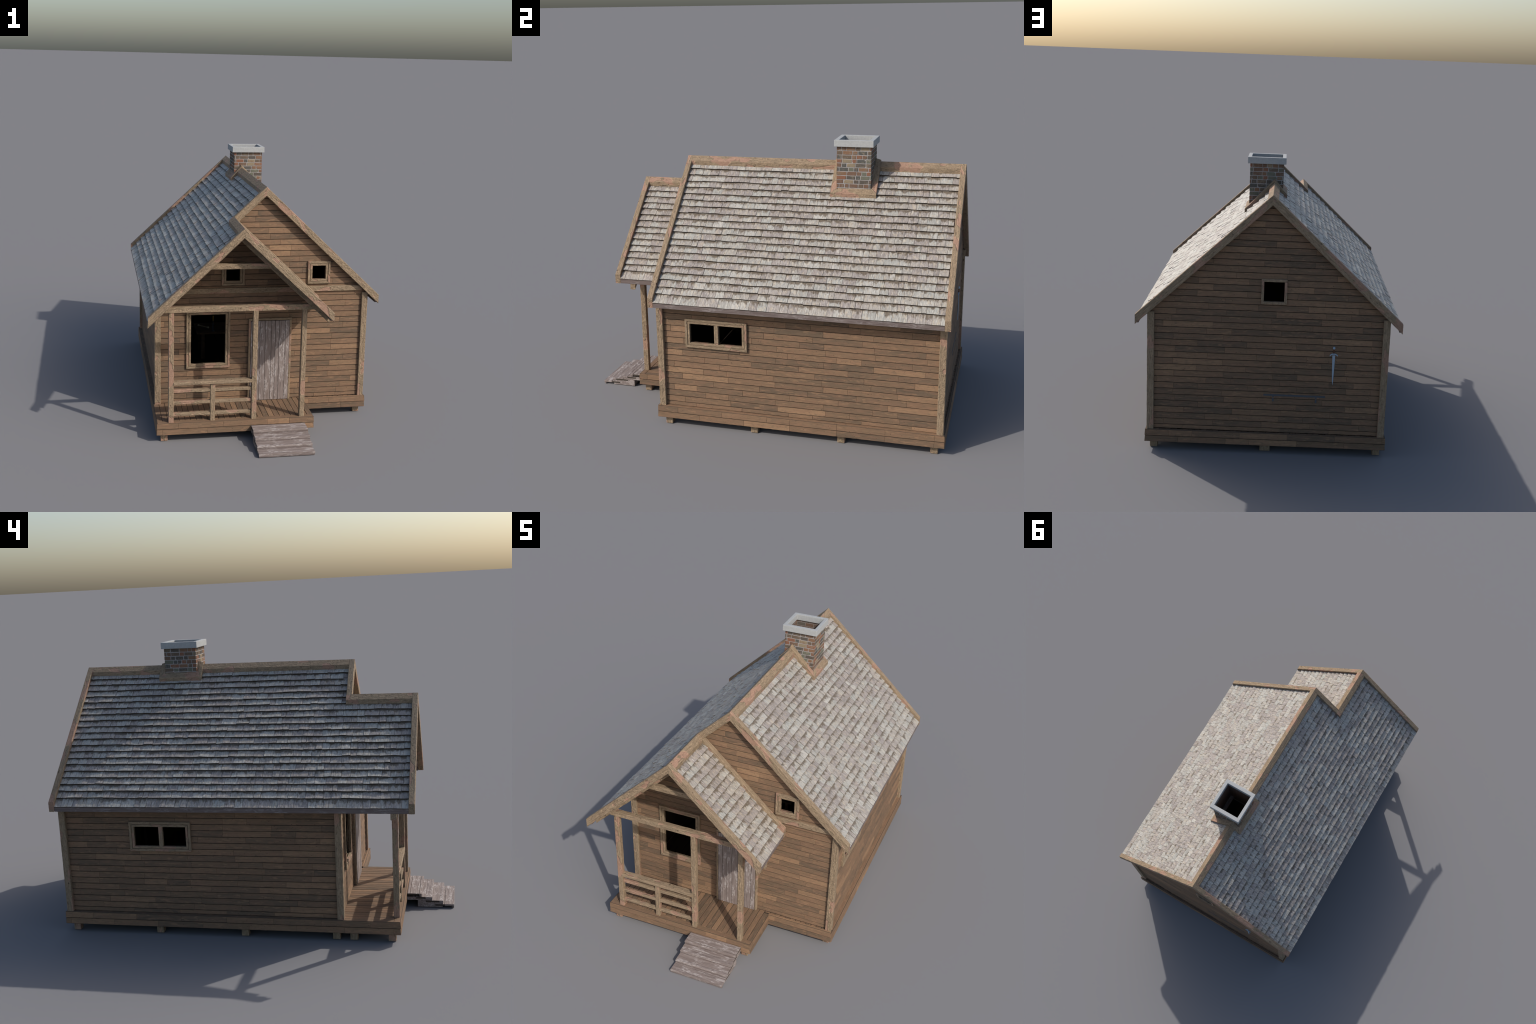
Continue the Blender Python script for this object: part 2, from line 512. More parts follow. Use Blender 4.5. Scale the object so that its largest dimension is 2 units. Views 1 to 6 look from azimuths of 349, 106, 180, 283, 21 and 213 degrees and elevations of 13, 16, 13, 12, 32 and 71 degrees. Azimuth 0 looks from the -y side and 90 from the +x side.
# long board across the front wall under the gable windows
under = RIDGE_Z - 0.05
lm = Mesh()
prism(lm, [(-0.5655, 0.733), (0.5655, 0.733), (0.5655, 0.745), (0.546, 0.7625), (-0.546, 0.7625), (-0.5655, 0.745)], -0.004, 0.0125, 0.0015)
lm.make('gable_ledger', M_TRIM, cabin, front_m)

# ------------------------------------------------------------------ windows and door
def ring(mesh_name, parent, m4, hole, w, z0, z1, mat, chamfer=0.0012):
    """four mitred boards around a rectangle, growing outwards by w"""
    u0, u1, v0, v1 = hole
    o = (u0 - w, u1 + w, v0 - w, v1 + w)
    for poly, turn in (([(o[0], o[2]), (o[1], o[2]), (u1, v0), (u0, v0)], 0), ([(u0, v1), (u1, v1), (o[1], o[3]), (o[0], o[3])], 0),
                       ([(o[0], o[2]), (u0, v0), (u0, v1), (o[0], o[3])], 1), ([(u1, v0), (o[1], o[2]), (o[1], o[3]), (u1, v1)], 1)):
        m = Mesh()
        if turn:                              # keep the grain along local X
            t = m4 @ Matrix.Rotation(math.pi / 2, 4, 'Z')
            prism(m, [(v, -u) for u, v in poly], z0, z1, chamfer)
        else:
            t = m4
            prism(m, poly, z0, z1, chamfer)
        m.make(mesh_name, mat, parent, t)

def window(m4, hole, mullion=None, single=False):
    w = empty('window', cabin)
    u0, u1, v0, v1 = hole
    if single:
        ring('window_frame', w, m4, hole, 0.0135, -0.009, 0.0085, M_TRIM)
    else:
        ring('window_sash', w, m4, hole, 0.0114, -0.009, 0.0105, M_TRIM)
        ring('window_frame', w, m4, (u0 - 0.0132, u1 + 0.0132, v0 - 0.0132, v1 + 0.0132), 0.0125, -0.003, 0.012, M_TRIM)
    if mullion:
        m = Mesh()
        prism(m, [(v0 - 0.002, -mullion[1]), (v1 + 0.002, -mullion[1]), (v1 + 0.002, -mullion[0]), (v0 - 0.002, -mullion[0])], -0.009, 0.009, 0.0012)
        m.make('window_mullion', M_TRIM, w, m4 @ Matrix.Rotation(math.pi / 2, 4, 'Z'))

for h in WIN['front']:
    window(front_m, h)
window(rear_m, WIN['rear'][0], single=True)
window(right_m, WIN['right'][0], (-0.173, -0.151))
window(left_m, WIN['left'][0], (-0.4485, -0.4285))

door = empty('door', cabin)
rnd = random.Random(3)
u, edge = DOOR[0], []
while u < DOOR[1] - 0.012:
    wd = rnd.choice((0.022, 0.026, 0.03, 0.034))
    e = min(u + wd, DOOR[1])
    if DOOR[1] - e < 0.012:
        e = DOOR[1]
    edge.append((u, e))
    u = e
turned = front_m @ Matrix.Rotation(math.pi / 2, 4, 'Z')
for a, b in edge:
    m = Mesh()
    prism(m, [(FLOOR + 0.001, -b + 0.0006), (0.5725, -b + 0.0006), (0.5725, -a - 0.0006), (FLOOR + 0.001, -a - 0.0006)], 0.002, 0.0215 + rnd.uniform(-0.0006, 0.0006), 0.001, dark=1)
    m.make('door_board', M_WEATHERED, door, turned)
for a, b in ((DOOR[0] - 0.012, DOOR[0]), (DOOR[1], DOOR[1] + 0.012)):
    upright('door_jamb', M_TRIM, door, a, b, FRONT - 0.019, FRONT, FLOOR, 0.5735, rough=0.0005)
along_x('door_lintel', M_TRIM, door, DOOR[0] - 0.012, DOOR[1] + 0.012, FRONT - 0.0195, FRONT, 0.574, 0.5865, rough=0.0005)
mm = Mesh(); block(mm, DOOR[0], DOOR[1], FRONT - 0.004, FRONT + 0.012, FLOOR, 0.573)
mm.make('door_backing', M_DARK, door)

# ------------------------------------------------------------------ base, deck, skirting, feet
BX, BY0, BY1 = 0.607, -0.4895, 0.989
PX1, PY0 = 0.2415, -0.752
base = Mesh()
GROUND_FLOOR = 0.0455
for x0, x1, y0, y1 in ((-BX + 0.004, -SIDE + 0.008, BY0 + 0.004, BY1 - 0.004), (SIDE - 0.008, BX - 0.004, BY0 + 0.004, BY1 - 0.004),
                       (-SIDE + 0.0075, SIDE - 0.0075, BY0 + 0.0042, FRONT + 0.008), (-SIDE + 0.0075, SIDE - 0.0075, REAR - 0.008, BY1 - 0.0042)):
    block(base, x0, x1, y0, y1, 0.042, 0.1008)
block(base, -BX + 0.004, PX1 - 0.004, PY0 + 0.004, BY0 + 0.0055, 0.0425, 0.1003)
foundation = base.make('foundation', M_DARK, cabin)
skirt_rows = [(0.0405, 0.0735), (0.0735, 0.1065)]
for origin, u, a, b, seed in (((0, BY0, 0), (1, 0, 0), PX1 - 0.002, BX, 21), ((BX, 0, 0), (0, 1, 0), BY0, BY1, 22), ((0, BY1, 0), (-1, 0, 0), -BX, BX, 23),
                              ((-BX, 0, 0), (0, -1, 0), -BY1, -PY0, 24), ((0, PY0, 0), (1, 0, 0), -BX, PX1, 25), ((PX1, 0, 0), (0, 1, 0), PY0, BY0, 26)):
    siding(foundation, frame(origin, u, (0, 0, 1)), rect(a, b, 0.0405, 0.1065), [], skirt_rows, 0.24, seed)

deck = empty('deck', cabin)
T0, T1 = 0.0995, 0.1068
def deck_board(x0, x1, y0, y1, lengthwise_y, top=T1):
    m = Mesh()
    if lengthwise_y:
        prism(m, rect(y0, y1, -x1, -x0), 0, top - T0, 0.0009, dark=1)
        m.make('deck_board', M_SIDING, deck, frame((0, 0, T0), (0, 1, 0), (-1, 0, 0)))
    else:
        prism(m, rect(x0, x1, y0, y1), 0, top - T0, 0.0009)
        m.make('deck_board', M_SIDING, deck, frame((0, 0, T0), (1, 0, 0), (0, 1, 0)))
I = 0.0035
deck_board(-BX + I, PX1 - I, PY0 + I, PY0 + 0.032, False)
deck_board(-BX + I, -BX + 0.03, PY0 + 0.033, FRONT, True)
deck_board(PX1 - 0.03, PX1 - I, PY0 + 0.033, BY0 + 0.006, True)
n = 26
x0, x1 = -BX + 0.031, PX1 - 0.031
for i in range(n):
    a, b = x0 + (x1 - x0) * i / n, x0 + (x1 - x0) * (i + 1) / n
    deck_board(a + 0.0009, b - 0.0009, PY0 + 0.033, FRONT, True, T1 - random.uniform(0.0004, 0.0014))
deck_board(PX1 - I, BX - I, BY0 + I, BY0 + 0.014, False)
i = PX1 - 0.03
while i < BX - 0.004:
    deck_board(i + 0.0015, min(i + 0.029, BX - I), BY0 + 0.0155, FRONT, True, T1 - random.uniform(0.0008, 0.0022))
    i += 0.03
i = -BX + I
while i < BX - 0.004:
    deck_board(i + 0.0015, min(i + 0.029, BX - I), REAR, BY1 - 0.0135, True, T1 - random.uniform(0.0008, 0.003))
    i += 0.03
deck_board(-BX + I, BX - I, BY1 - 0.012, BY1 - I, False)
deck_board(SIDE, BX - I, FRONT, REAR, True)
deck_board(-BX + I, -SIDE, FRONT, REAR, True)

for x, y in [(sx, yy) for sx in (-0.567, 0.567) for yy in (-0.437, 0.028, 0.479, 0.939)] + \
            [(0.0, 0.939), (0.0, 0.479), (0.0, 0.028), (0.0, -0.437)] + \
            [(-0.567, -0.523), (-0.567, -0.71), (0.2, -0.523), (0.2, -0.71)]:
    s = 0.026 if x == 0.0 else 0.0185
    upright('foundation_foot', M_TRIM, foundation, x - s, x + s, y - 0.0185, y + 0.0185, 0.0, 0.0425, rough=0.0003)

# ------------------------------------------------------------------ steps
steps = empty('steps', cabin)
levels = [(-1.0, 0.0, 0.0185), (-0.943, 0.0, 0.037), (-0.886, 0.0375, 0.0553), (-0.831, 0.0375, 0.0737)]
SX0, SX1 = -0.105, 0.191
sb = Mesh()
block(sb, SX0 + 0.002, SX1 - 0.002, -0.94, -0.8105, 0.0005, 0.0365)
block(sb, SX0 + 0.002, SX1 - 0.002, -0.88, -0.754, 0.0378, 0.054)
sb.make('step_frame', M_WEATHERED, steps)
for i, (y, z0, z1) in enumerate(levels):
    end = (-0.9, -0.85, -0.80, -0.7535)[i]
    y0 = y
    widths = ((0.0, 0.05, 0.1), (0.0, 0.02, 0.093), (0.0, 0.035, 0.086), (0.0, 0.015, 0.063, 0.0775))[i]
    for a, b in zip(widths, widths[1:]):
        a, b = y + a, min(y + b, end)
        m = Mesh()
        if b - a < 0.004:
            continue
        prism(m, rect(SX0 + random.uniform(0, 0.0015), SX1 - random.uniform(0, 0.0015), a, b - 0.0016), 0, 0.0095 + random.uniform(-0.0004, 0.0004), 0.001, dark=1 if a > y + 0.001 else 0)
        m.make('step_tread', M_WEATHERED, steps, frame((0, 0, z1 - 0.0095), (1, 0, 0), (0, 1, 0)))
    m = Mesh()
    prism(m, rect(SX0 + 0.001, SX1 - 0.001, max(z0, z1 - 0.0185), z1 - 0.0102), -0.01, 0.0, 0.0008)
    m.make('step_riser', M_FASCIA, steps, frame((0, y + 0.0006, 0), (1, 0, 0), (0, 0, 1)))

# ------------------------------------------------------------------ porch
porch = empty('porch', cabin)
for x0, x1 in ((-0.546, -0.5185), (-0.103, -0.0765), (0.1605, 0.187)):
    upright('porch_post', M_TRIM, porch, x0, x1, -0.745, -0.716, FLOOR - 0.001, 0.7085)
upright('railing_post', M_TRIM, porch, -0.324, -0.2985, -0.7405, -0.716, FLOOR - 0.001, 0.3145)
along_x('handrail', M_TRIM, porch, -0.5195, -0.102, -0.7475, -0.7115, 0.313, 0.3315)
for z in (0.2685, 0.2035, 0.138):
    for a, b in ((-0.5195, -0.323), (-0.2995, -0.102)):
        along_x('railing_bar', M_TRIM, porch, a, b, -0.7375, -0.7195, z, z + 0.0175)
along_x('porch_beam', M_TRIM, porch, PORCH_X - 0.405, PORCH_X + 0.405, -0.747, -0.7175, 0.7075, 0.7375)
along_x('collar_beam', M_TRIM, porch, PORCH_X - 0.165, PORCH_X + 0.165, -0.7465, -0.718, 0.9335, 0.9615)

def rafter(name, xc, zc, sign, x_end, y, wid, off0, off1, parent, x_start=None, rough=0.0009):
    """board along a roof slope, ends cut plumb; off0/off1 = depth below the roof plane, measured plumb"""
    xs = xc if x_start is None else x_start
    za, zb = zc - K * abs(xs - xc) - off0, zc - K * abs(x_end - xc) - off0
    a, b = (xs, y, za), (x_end, y, zb)
    return beam(name, M_TRIM, parent, a, b, (sign * K, 0, 1), wid, (off1 - off0) / Q, shear=-K, top_line=True, rough=rough)

for s, xe in ((1, PORCH_EAVE - 0.003), (-1, -EAVE_X + 0.003)):
    rafter('porch_rafter', PORCH_X, PORCH_Z, s, xe, -0.7325, 0.0285, 0.052, 0.084, porch)

# ------------------------------------------------------------------ roof
roof = empty('roof', cabin)
BW = 0.0288
for s in (1, -1):
    rafter('bargeboard', 0, RIDGE_Z, s, s * EAVE_X, 1.0 - BW / 2, BW, 0, 0.0505, roof, rough=0.0006)
rafter('bargeboard', 0, RIDGE_Z, 1, EAVE_X, -0.4985 + BW / 2, BW, 0, 0.0505, roof)
rafter('bargeboard', 0, RIDGE_Z, -1, PORCH_X - 0.003, -0.4985 + BW / 2, BW, 0, 0.0505, roof)
rafter('bargeboard', PORCH_X, PORCH_Z, 1, PORCH_EAVE, -0.8315 + BW / 2, BW, 0, 0.0505, roof)
rafter('bargeboard', PORCH_X, PORCH_Z, -1, -EAVE_X, -0.8315 + BW / 2, BW, 0, 0.0505, roof)
rafter('wall_flashing_board', PORCH_X, PORCH_Z, 1, PORCH_EAVE, -0.4995 + BW / 2, BW, 0, 0.0495, roof)

LEN = EAVE_X * Q
PLEN = (PORCH_EAVE - PORCH_X) * Q
DEEP = -0.0229                                 # top of the sheathing under the bargeboard tops
slope_r = frame((EAVE_X, 0, RIDGE_Z - K * EAVE_X), (0, 1, 0), (-1, 0, K))
slope_l = frame((-EAVE_X, 0, RIDGE_Z - K * EAVE_X), (0, -1, 0), (1, 0, K))
slope_p = frame((PORCH_EAVE, 0, RIDGE_Z - K * EAVE_X), (0, 1, 0), (-1, 0, K))
YF, YR, YP = -0.4985 + BW, 1.0 - BW, -0.8315 + BW
CX0, CX1, CY0, CY1 = -0.043, 0.133, 0.357, 0.535  # brick stack
hole_r = (CY0 + 0.004, CY1 - 0.004, (EAVE_X - CX1 + 0.004) * Q, LEN + 0.1)
hole_l = (-CY1 + 0.004, -CY0 - 0.004, (EAVE_X + CX0 + 0.004) * Q, LEN + 0.1)
PV = (EAVE_X + PORCH_X) * Q                     # height on the left slope where the porch ridge sits
end = LEN + DEEP * K
areas = [('roof_sheathing', slope_r, [rect(YF, YR, 0.002, end)], [hole_r]),
         ('roof_sheathing', slope_l, [rect(-YR, -YF, 0.002, end), rect(-YF, -YP, 0.002, PV + DEEP * K)], [hole_l]),
         ('roof_sheathing', slope_p, [rect(YP, FRONT, 0.002, PLEN + DEEP * K)], [])]
for nm, m4, polys, holes in areas:
    m = Mesh()
    for p in polys:
        for q in (cut([p], holes[0]) if holes else [p]):
            prism(m, q, -0.0362, DEEP, 0.0)
    m.make(nm, M_WEATHERED, roof, m4)

def lay_shingles(m4, u_lo, u_hi, v_top, hole, seed, notch=None):
    """courses of split shingles; notch(u) gives the top of the slope where it is lower"""
    rnd = random.Random(seed)
    course = 0
    v = -0.0175
    while v < v_top - 0.004:
        nxt = FIRST if course == 0 else v + PITCH
        if course == 0:
            nxt = FIRST
        u = u_lo - rnd.uniform(0, 0.03)
        while u < u_hi:
            w = rnd.choice((0.026, 0.032, 0.036, 0.04, 0.045, 0.05, 0.056, 0.066, 0.08))
            w *= rnd.uniform(0.9, 1.1)
            a, b = max(u, u_lo), min(u + w, u_hi)
            u += w
            if b - a < 0.008:
                continue
            top = v_top if notch is None else notch((a + b) / 2)
            if v > top - 0.004:
                continue
            m = Mesh()
            parts = cut([rect(a, b, v, min(nxt + 0.005, top))], hole) if hole else [rect(a, b, v, min(nxt + 0.005, top))]
            for q in parts:
                qa, qb, q0, q1 = min(p[0] for p in q), max(p[0] for p in q), min(p[1] for p in q), max(p[1] for p in q)
                g = 0.0006
                wave = 0.0026 * noise.noise(Vector((qa * 7, course * 5.3, seed)))
                dl, dr = rnd.uniform(-0.0016, 0.0016), rnd.uniform(-0.0016, 0.0016)
                full = q0 < v + 0.001
                y0l, y0r = (q0 + wave + dl, q0 + wave + dr) if full and course else (q0, q0)
                t = 0.01 + rnd.uniform(-0.0013, 0.0016)
                if not full:
                    t *= 1 - (q0 - v) / (nxt - v)
                if course == 0:
                    t *= 0.7
                hl, hr = t + rnd.uniform(-0.0009, 0.0009), t + rnd.uniform(-0.0009, 0.0009)
                tl = 0.0016 + rnd.uniform(0, 0.0008)
                c = 0.0014
                mid = (qa + qb) / 2
                ym, hm = (y0l + y0r) / 2 + rnd.uniform(-0.0008, 0.0008), (hl + hr) / 2 + rnd.uniform(-0.0003, 0.0006)
                tq = rnd.uniform(0.35, 0.6)
                row = lambda s, dz: None
                verts = []
                for uu, y0, h in ((qa + g, y0l, hl), (mid, ym, hm), (qb - g, y0r, hr)):
                    for yy, ww in ((y0 + 0.0006, 0.0), (y0, h * 0.7), (y0 + c, h), (y0 + (q1 - y0) * tq, h + (tl - h) * tq + rnd.uniform(-0.0004, 0.0007)), (q1, tl), (q1, 0.0)):
                        verts.append((uu, yy, ww + DEEP))
                faces = []
                for s in (0, 6):
                    for k in range(5):
                        faces.append((s + k, s + 6 + k, s + 7 + k, s + 1 + k))
                faces += [(0, 1, 2, 3, 4, 5), (17, 16, 15, 14, 13, 12)]
                m.add(verts, faces, (0, 1, 5, 6), (10, 11))
            shingles.add((b - a) * (2 if course == 0 else 1), m, m4, roof)
        v = nxt
        course += 1

cap_v = 0.026 * Q
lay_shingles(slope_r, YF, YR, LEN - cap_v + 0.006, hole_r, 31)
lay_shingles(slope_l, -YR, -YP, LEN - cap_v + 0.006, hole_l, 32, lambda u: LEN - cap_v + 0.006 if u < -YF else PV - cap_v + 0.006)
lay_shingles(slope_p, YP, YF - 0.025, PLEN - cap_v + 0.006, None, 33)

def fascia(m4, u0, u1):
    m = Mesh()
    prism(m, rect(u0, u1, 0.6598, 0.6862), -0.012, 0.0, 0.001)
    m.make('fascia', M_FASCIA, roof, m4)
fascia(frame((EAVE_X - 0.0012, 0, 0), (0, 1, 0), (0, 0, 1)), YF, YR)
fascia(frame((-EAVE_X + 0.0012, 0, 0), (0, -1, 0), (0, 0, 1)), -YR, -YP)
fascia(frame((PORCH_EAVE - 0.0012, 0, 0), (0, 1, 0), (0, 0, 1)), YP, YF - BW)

def ridge_cap(xc, zc, y0, y1):
    """two sloping boards over the ridge, flush with the bargeboard tops"""
    wdt = 0.0265
    for s in (1, -1):
        m = Mesh()
        prof = [(0, 0), (s * wdt, -K * wdt), (s * (wdt - 0.0005), -K * wdt - 0.024), (0, -0.024)]
        L, steps_n = y1 - y0, max(2, int((y1 - y0) / 0.012))
        verts = []
        for i in range(steps_n + 1):
            y = L * i / steps_n
            for px, pz in prof:
                d = 0.0007 * noise.noise(Vector((y * 30, px * 50 + 4.0 * s, pz * 50 + zc * 9)))
                verts.append((y, -px, pz + (d if px else 0)))
        faces = []
        for i in range(steps_n):
            for k in range(4):
                l = (k + 1) % 4
                f = (i * 4 + k, i * 4 + l, i * 4 + 4 + l, i * 4 + 4 + k)
                faces.append(f if s > 0 else f[::-1])
        faces += [(0, 1, 2, 3), tuple(steps_n * 4 + k for k in (3, 2, 1, 0))]
        m.add(verts, faces)
        m.make('ridge_board', M_TRIM, roof, frame((xc, y0, zc - 0.0002), (0, 1, 0), (-1, 0, 0)))
ridge_cap(0, RIDGE_Z, YF - 0.001, 0.331)
ridge_cap(0, RIDGE_Z, 0.561, YR + 0.001)
ridge_cap(PORCH_X, PORCH_Z, YP - 0.001, YF + 0.0)

# ------------------------------------------------------------------ chimney
chimney = empty('chimney', cabin)
def tube(name, mat, x0, x1, y0, y1, z0, z1, t, parent):
    m = Mesh()
    o = [(x0, y0), (x1, y0), (x1, y1), (x0, y1)]
    i = [(x0 + t[0], y0 + t[1]), (x1 - t[0], y0 + t[1]), (x1 - t[0], y1 - t[1]), (x0 + t[0], y1 - t[1])]
    verts = [(*p, z0) for p in o] + [(*p, z1) for p in o] + [(*p, z0) for p in i] + [(*p, z1) for p in i]
    faces = []
    for k in range(4):
        l = (k + 1) % 4
        faces += [(k, l, 4 + l, 4 + k), (8 + l, 8 + k, 12 + k, 12 + l), (4 + k, 4 + l, 12 + l, 12 + k), (l, k, 8 + k, 8 + l)]
    m.add(verts, faces)
    return m.make(name, mat, parent)

G = 0.0014
tube('mortar_core', M_MORTAR, CX0 + G, CX1 - G, CY0 + G, CY1 - G, 1.12, 1.4165, (0.0022, 0.0022), chimney)
for m4, ln in ((frame((CX0 + 0.0065, CY1 - 0.0045, 0), (1, 0, 0), (0, 0, 1)), CX1 - CX0 - 0.013),
               (frame((CX1 - 0.0065, CY0 + 0.0045, 0), (-1, 0, 0), (0, 0, 1)), CX1 - CX0 - 0.013),
               (frame((CX0 + 0.0045, CY0 + 0.0065, 0), (0, 1, 0), (0, 0, 1)), CY1 - CY0 - 0.013),
               (frame((CX1 - 0.0045, CY1 - 0.0065, 0), (0, -1, 0), (0, 0, 1)), CY1 - CY0 - 0.013)):
    m = Mesh()
    prism(m, rect(0, ln, 1.15, 1.4155), -0.0008, 0.0, 0.0)
    m.make('flue_lining', M_FLUE, chimney, m4)
cap = tube('chimney_cap', M_CONCRETE, -0.0555, 0.1455, 0.345, 0.547, 1.4165, 1.4505, (0.0193, 0.0228), chimney)
bev = cap.modifiers.new('bevel', 'BEVEL')
bev.width, bev.segments = 0.0016, 2

HB = 0.0212
for side, (m4, ln) in enumerate(((frame((CX0, CY0, 0), (1, 0, 0), (0, 0, 1)), CX1 - CX0), (frame((CX1, CY1, 0), (-1, 0, 0), (0, 0, 1)), CX1 - CX0),
                                 (frame((CX1, CY0, 0), (0, 1, 0), (0, 0, 1)), CY1 - CY0), (frame((CX0, CY1, 0), (0, -1, 0), (0, 0, 1)), CY1 - CY0))):
    rnd = random.Random(50 + side)
    z = 1.4165
    row = 0
    low = 1.272 if side == 3 else 1.187
    while z > low - HB:
        u = -rnd.choice((0.0, 0.013, 0.026, 0.038))
        long = rnd.random() < 0.5
        while u < ln - 0.004:
            l = (0.0495 if long else 0.0265) + rnd.uniform(-0.003, 0.003)
            long = not long if rnd.random() < 0.72 else long
            a, b = max(u, 0.0), min(u + l, ln)
            u += l
            if b - a < 0.007:
                continue
            g, gz = 0.0014 + rnd.uniform(0, 0.001), 0.0015 + rnd.uniform(0, 0.0009)
            ga = 0 if a == 0 else g
            gb = 0 if b == ln else g
            z0, z1 = z - HB + gz, z - gz
            j = lambda: rnd.uniform(-0.0006, 0.0006)
            k = 0.003
            poly = [(a + ga + j(), z0 + j()), (b - gb + j(), z0 + j()), (b - gb + j(), z1 + j()), (a + ga + j(), z1 + j())]
            if rnd.random() < 0.3 and b - a > 0.02:      # chipped corner
                cx, cz = rnd.uniform(0.003, 0.008), rnd.uniform(0.003, 0.007)
                side_cut = rnd.randrange(4)
                q = poly[side_cut]
                sx, sz = (1 if side_cut in (0, 3) else -1), (1 if side_cut < 2 else -1)
                pair = [(q[0], q[1] + sz * cz), (q[0] + sx * cx, q[1])]
                poly = poly[:side_cut] + (pair if side_cut in (0, 2) else pair[::-1]) + poly[side_cut + 1:]
            m = Mesh()
            prism(m, poly, -0.004, rnd.uniform(-0.0003, 0.0006), 0.0009)
            bricks.add(abs(area(poly)), m, m4, chimney)
        z -= HB
        row += 1

# timber collar where the stack leaves the roof
def plane_z(x):
    return RIDGE_Z - K * abs(x)
collar = empty('chimney_collar', chimney)
OX0, OX1, OY0, OY1 = -0.0657, 0.1545, 0.3275, 0.5652
for yo, yi in ((OY0, CY0 + 0.001), (OY1, CY1 - 0.001)):
    for xo in (OX0, OX1):
        m = Mesh()
        xi = CX0 if xo == OX0 else CX1
        verts, faces, n = [], [], 10
        for i in range(n + 1):
            t = i / n
            # outer end is mitred into the side board
            xa, xb = xo * t, xi * t
            bump = 0.010 * (1 - t)
            for x, y, zt in ((xa, yo, plane_z(xa) + bump - 0.002), (xb, yi, plane_z(xb) + bump + 0.006 * (1 - t) + 0.001)):
                verts += [(x, y, plane_z(x) - 0.045), (x, y, zt + 0.0006 * noise.noise(Vector((x * 60, y * 60, 2))))]
        flip = (xo > 0) == (yo == OY0)
        for i in range(n):
            a, b = i * 4, i * 4 + 4
            quad = [(a, b, b + 1, a + 1), (a + 1, b + 1, b + 3, a + 3), (a + 3, b + 3, b + 2, a + 2)]
            faces += [q if flip else q[::-1] for q in quad]
        e = n * 4
        faces += [(e, e + 2, e + 3, e + 1) if flip else (e + 1, e + 3, e + 2, e)]
        ang = math.atan2(-K * (1 if xo > 0 else -1), 1)
        rot = Matrix.Rotation(-ang, 4, 'Y')
        inv = rot.inverted()
        m.add([inv @ Vector(p) for p in verts], faces)
        m.make('collar_board', M_TRIM, collar, rot)
for xo, xi in ((OX0, CX0 + 0.001), (OX1, CX1 - 0.001)):
    m = Mesh()
    s = 1 if xo > 0 else -1
    verts, faces, n = [], [], 14
    for i in range(n + 1):
        t = i / n
        yo, yi = OY0 + (OY1 - OY0) * t, CY0 + (CY1 - CY0) * t
        d = 0.0006 * noise.noise(Vector((t * 14, xo * 30, 5)))
        verts += [(yo, -xo, plane_z(xo) - 0.045), (yo, -xo, plane_z(xo) - 0.002 + d), (yi, -xi, plane_z(xi) + 0.001 + d), (yi, -xi, plane_z(xi) - 0.045)]
    for i in range(n):
        a, b = i * 4, i * 4 + 4
        for q in ((a, b, b + 1, a + 1), (a + 1, b + 1, b + 2, a + 2), (a + 2, b + 2, b + 3, a + 3)):
            faces.append(q if s > 0 else q[::-1])
    m.add(verts, faces)
    m.make('collar_board', M_TRIM, collar, frame((0, 0, 0), (0, 1, 0), (-1, 0, 0)))

# ------------------------------------------------------------------ shelf, floor, indoor things
x = -SIDE + 0.009
while x < SIDE - 0.012:
    m = Mesh()
    prism(m, rect(FRONT + 0.009, REAR - 0.009, -min(x + 0.0375, SIDE - 0.009), -x), 0.0412, GROUND_FLOOR, 0.0008)
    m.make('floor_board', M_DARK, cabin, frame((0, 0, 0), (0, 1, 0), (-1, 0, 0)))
    x += 0.0385
shelf = empty('wall_shelf', cabin)
sm = Mesh(); block(sm, -0.294, 0.015, REAR - 0.06, REAR + 0.0022, 0.302, 0.3115)
sm.make('shelf_board', M_IRON, shelf)
for x in (-0.2485, -0.033):
    bm_ = Mesh(); block(bm_, x - 0.0045, x + 0.0045, REAR - 0.05, REAR + 0.0021, 0.2735, 0.3018)
    bm_.make('shelf_bracket', M_IRON, shelf)

def lathe(name, mat, parent, origin, profile, seg=20, axis=(0, 0, 1)):
    m = Mesh()
    rot = Vector((0, 0, 1)).rotation_difference(Vector(axis)).to_matrix().to_4x4()
    rot.translation = Vector(origin)
    verts = [(r * math.cos(2 * math.pi * k / seg), r * math.sin(2 * math.pi * k / seg), z) for r, z in profile for k in range(seg)]
    faces = [(i * seg + k, i * seg + (k + 1) % seg, (i + 1) * seg + (k + 1) % seg, (i + 1) * seg + k) for i in range(len(profile) - 1) for k in range(seg)]
    faces += [tuple(range(seg - 1, -1, -1)), tuple((len(profile) - 1) * seg + k for k in range(seg))]
    m.add(verts, faces)
    return m.make(name, mat, parent, rot, True)

# sword hung flat on the rear wall, seen edge to edge with the boards
sword = empty('sword')
sword['label'] = 'short steel sword hanging point down on the wall'
sword['category'] = 'sword'
sword.location = (-0.3275, REAR + 0.003, 0.3725)
bpy.context.view_layer.update()
blade = Mesh()
prof = [(0.0, 0.0004), (0.02, 0.0028), (0.06, 0.0045), (0.157, 0.0072)]
verts, faces = [], []
for z, h in prof:
    verts += [(-h, 0, z), (0, 0.0022, z), (h, 0, z), (0, -0.0022, z)]
for i in range(len(prof) - 1):
    for k in range(4):
        faces.append((i * 4 + k, i * 4 + (k + 1) % 4, i * 4 + 4 + (k + 1) % 4, i * 4 + 4 + k)[::-1])
blade.add(verts, faces + [(0, 1, 2, 3), (15, 14, 13, 12)])
blade.make('blade', M_STEEL, sword)
guard = Mesh()
verts, faces, n = [], [], 12
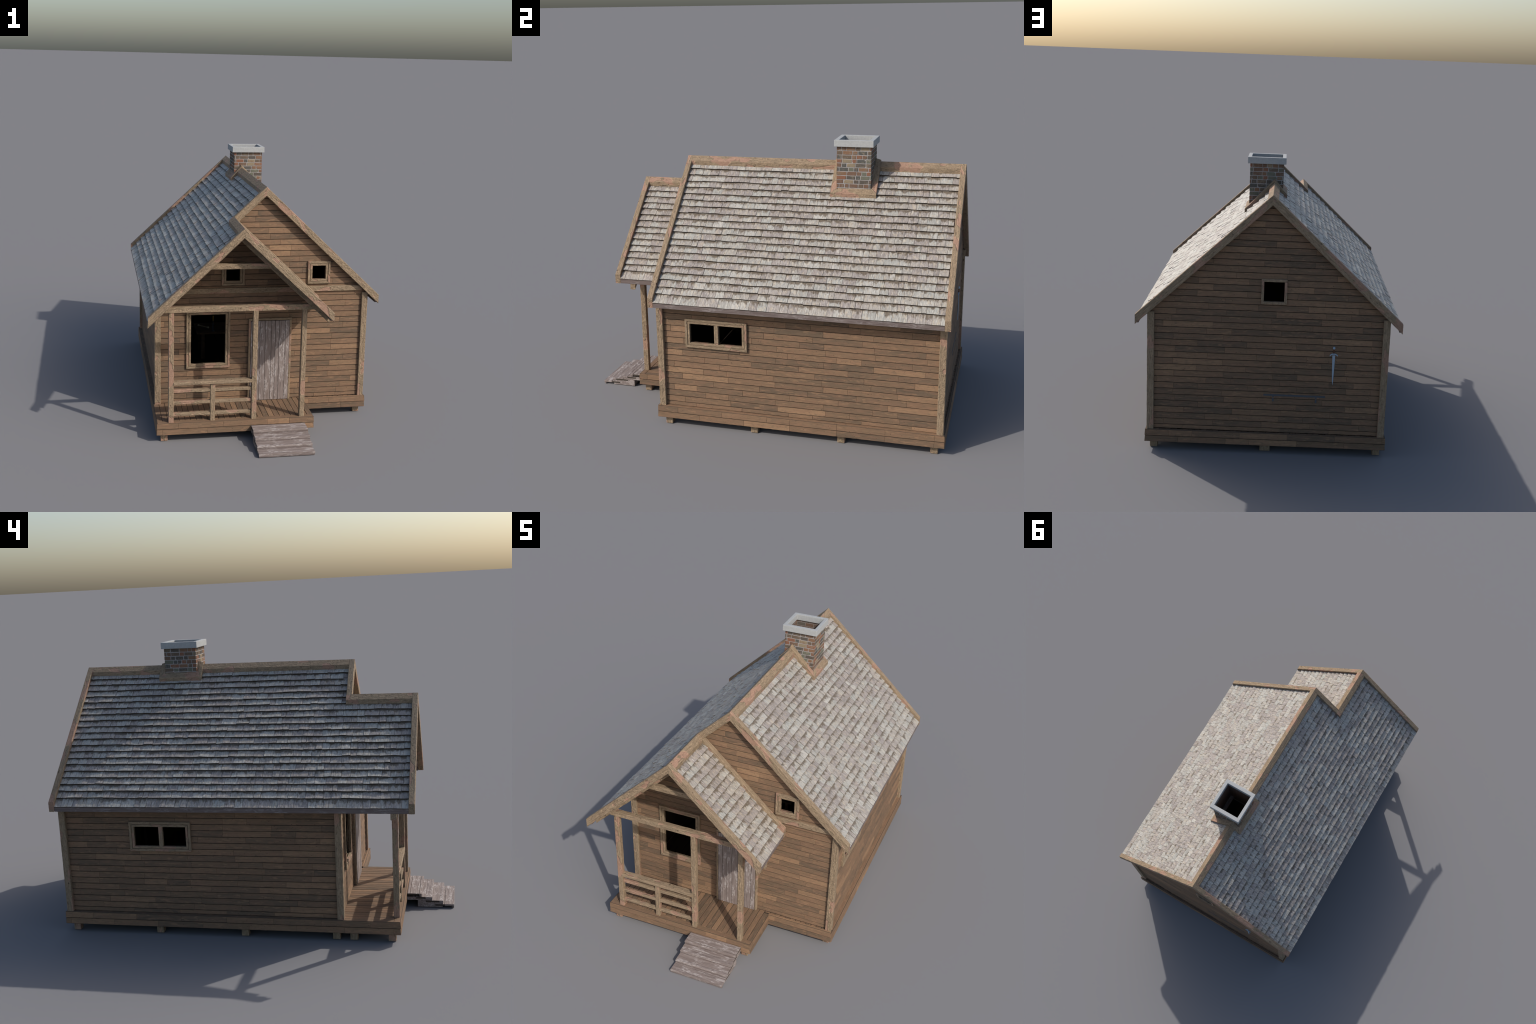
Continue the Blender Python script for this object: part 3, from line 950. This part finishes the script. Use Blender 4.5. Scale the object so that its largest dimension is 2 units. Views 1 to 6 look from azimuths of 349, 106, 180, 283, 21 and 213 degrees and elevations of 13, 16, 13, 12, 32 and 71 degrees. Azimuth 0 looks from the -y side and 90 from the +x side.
for i in range(n + 1):
    t = i / n * 2 - 1
    z, h = 0.1645 - 0.0095 * t * t, 0.0022 + 0.0018 * abs(t)
    if abs(t) < 0.2:
        h += 0.0012
    verts += [(0.0195 * t, -0.003, z - h), (0.0195 * t, 0.003, z - h), (0.0195 * t, 0.003, z + h * 0.6), (0.0195 * t, -0.003, z + h * 0.6)]
for i in range(n):
    for k in range(4):
        faces.append((i * 4 + k, i * 4 + (k + 1) % 4, i * 4 + 4 + (k + 1) % 4, i * 4 + 4 + k)[::-1])
guard.add(verts, faces + [(0, 1, 2, 3), tuple(n * 4 + k for k in (3, 2, 1, 0))])
guard.make('guard', M_STEEL, sword)
lathe('grip', M_LEATHER, sword, (0, 0, 0.164), [(0.0032, 0), (0.0038, 0.011), (0.003, 0.0235)], 12)
lathe('pommel', M_STEEL, sword, (0, 0, 0.1865), [(0.002, 0), (0.0058, 0.003), (0.0066, 0.0072), (0.0058, 0.0115), (0.002, 0.0145)], 14)

table = empty('wooden_table')
table['label'] = 'plain dark wooden table standing inside the cabin'
table['category'] = 'table'
TOP = 0.2277
table.location = (0, 0, GROUND_FLOOR)
tt = Mesh()
for i in range(5):
    prism(tt, rect(-0.257, 0.03, 0.4186 + 0.044 * i, 0.4616 + 0.044 * i), TOP - GROUND_FLOOR - 0.012, TOP - GROUND_FLOOR, 0.001)
tt.make('table_top', M_SIDING, table)
for x in (-0.215, -0.01):
    for y in (0.44, 0.617):
        lg = Mesh(); block(lg, x - 0.011, x + 0.011, y - 0.011, y + 0.011, 0, TOP - GROUND_FLOOR - 0.012)
        lg.make('table_leg', M_SIDING, table)
candle = empty('candlestick')
candle['label'] = 'yellow candle in a turned iron candlestick on the table'
candle['category'] = 'candlestick'
candle.location = (-0.148, 0.453, TOP)
lathe('candlestick_stem', M_IRON, candle, (0, 0, 0), [(0.012, 0), (0.012, 0.003), (0.004, 0.008), (0.009, 0.025), (0.004, 0.036), (0.009, 0.044), (0.004, 0.048), (0.0045, 0.067)])
lathe('candle', M_WAX, candle, (0, 0, 0.066), [(0.0042, 0), (0.0042, 0.035), (0.003, 0.037)])
bone = lathe('bone', M_BONE, None, (-0.235, 0.573, TOP + 0.0068), [(0.003, 0), (0.0065, 0.003), (0.0065, 0.009), (0.0033, 0.018), (0.003, 0.076), (0.0065, 0.085), (0.0068, 0.091), (0.003, 0.095)], 12, (0.707, -0.707, 0))
bone['label'] = 'single pale bone lying on the table top'
bone['category'] = 'bone'

# ------------------------------------------------------------------ build the counted pieces
bpy.context.view_layer.update()
planks.build()
shingles.build()
bricks.build()
bpy.context.view_layer.update()
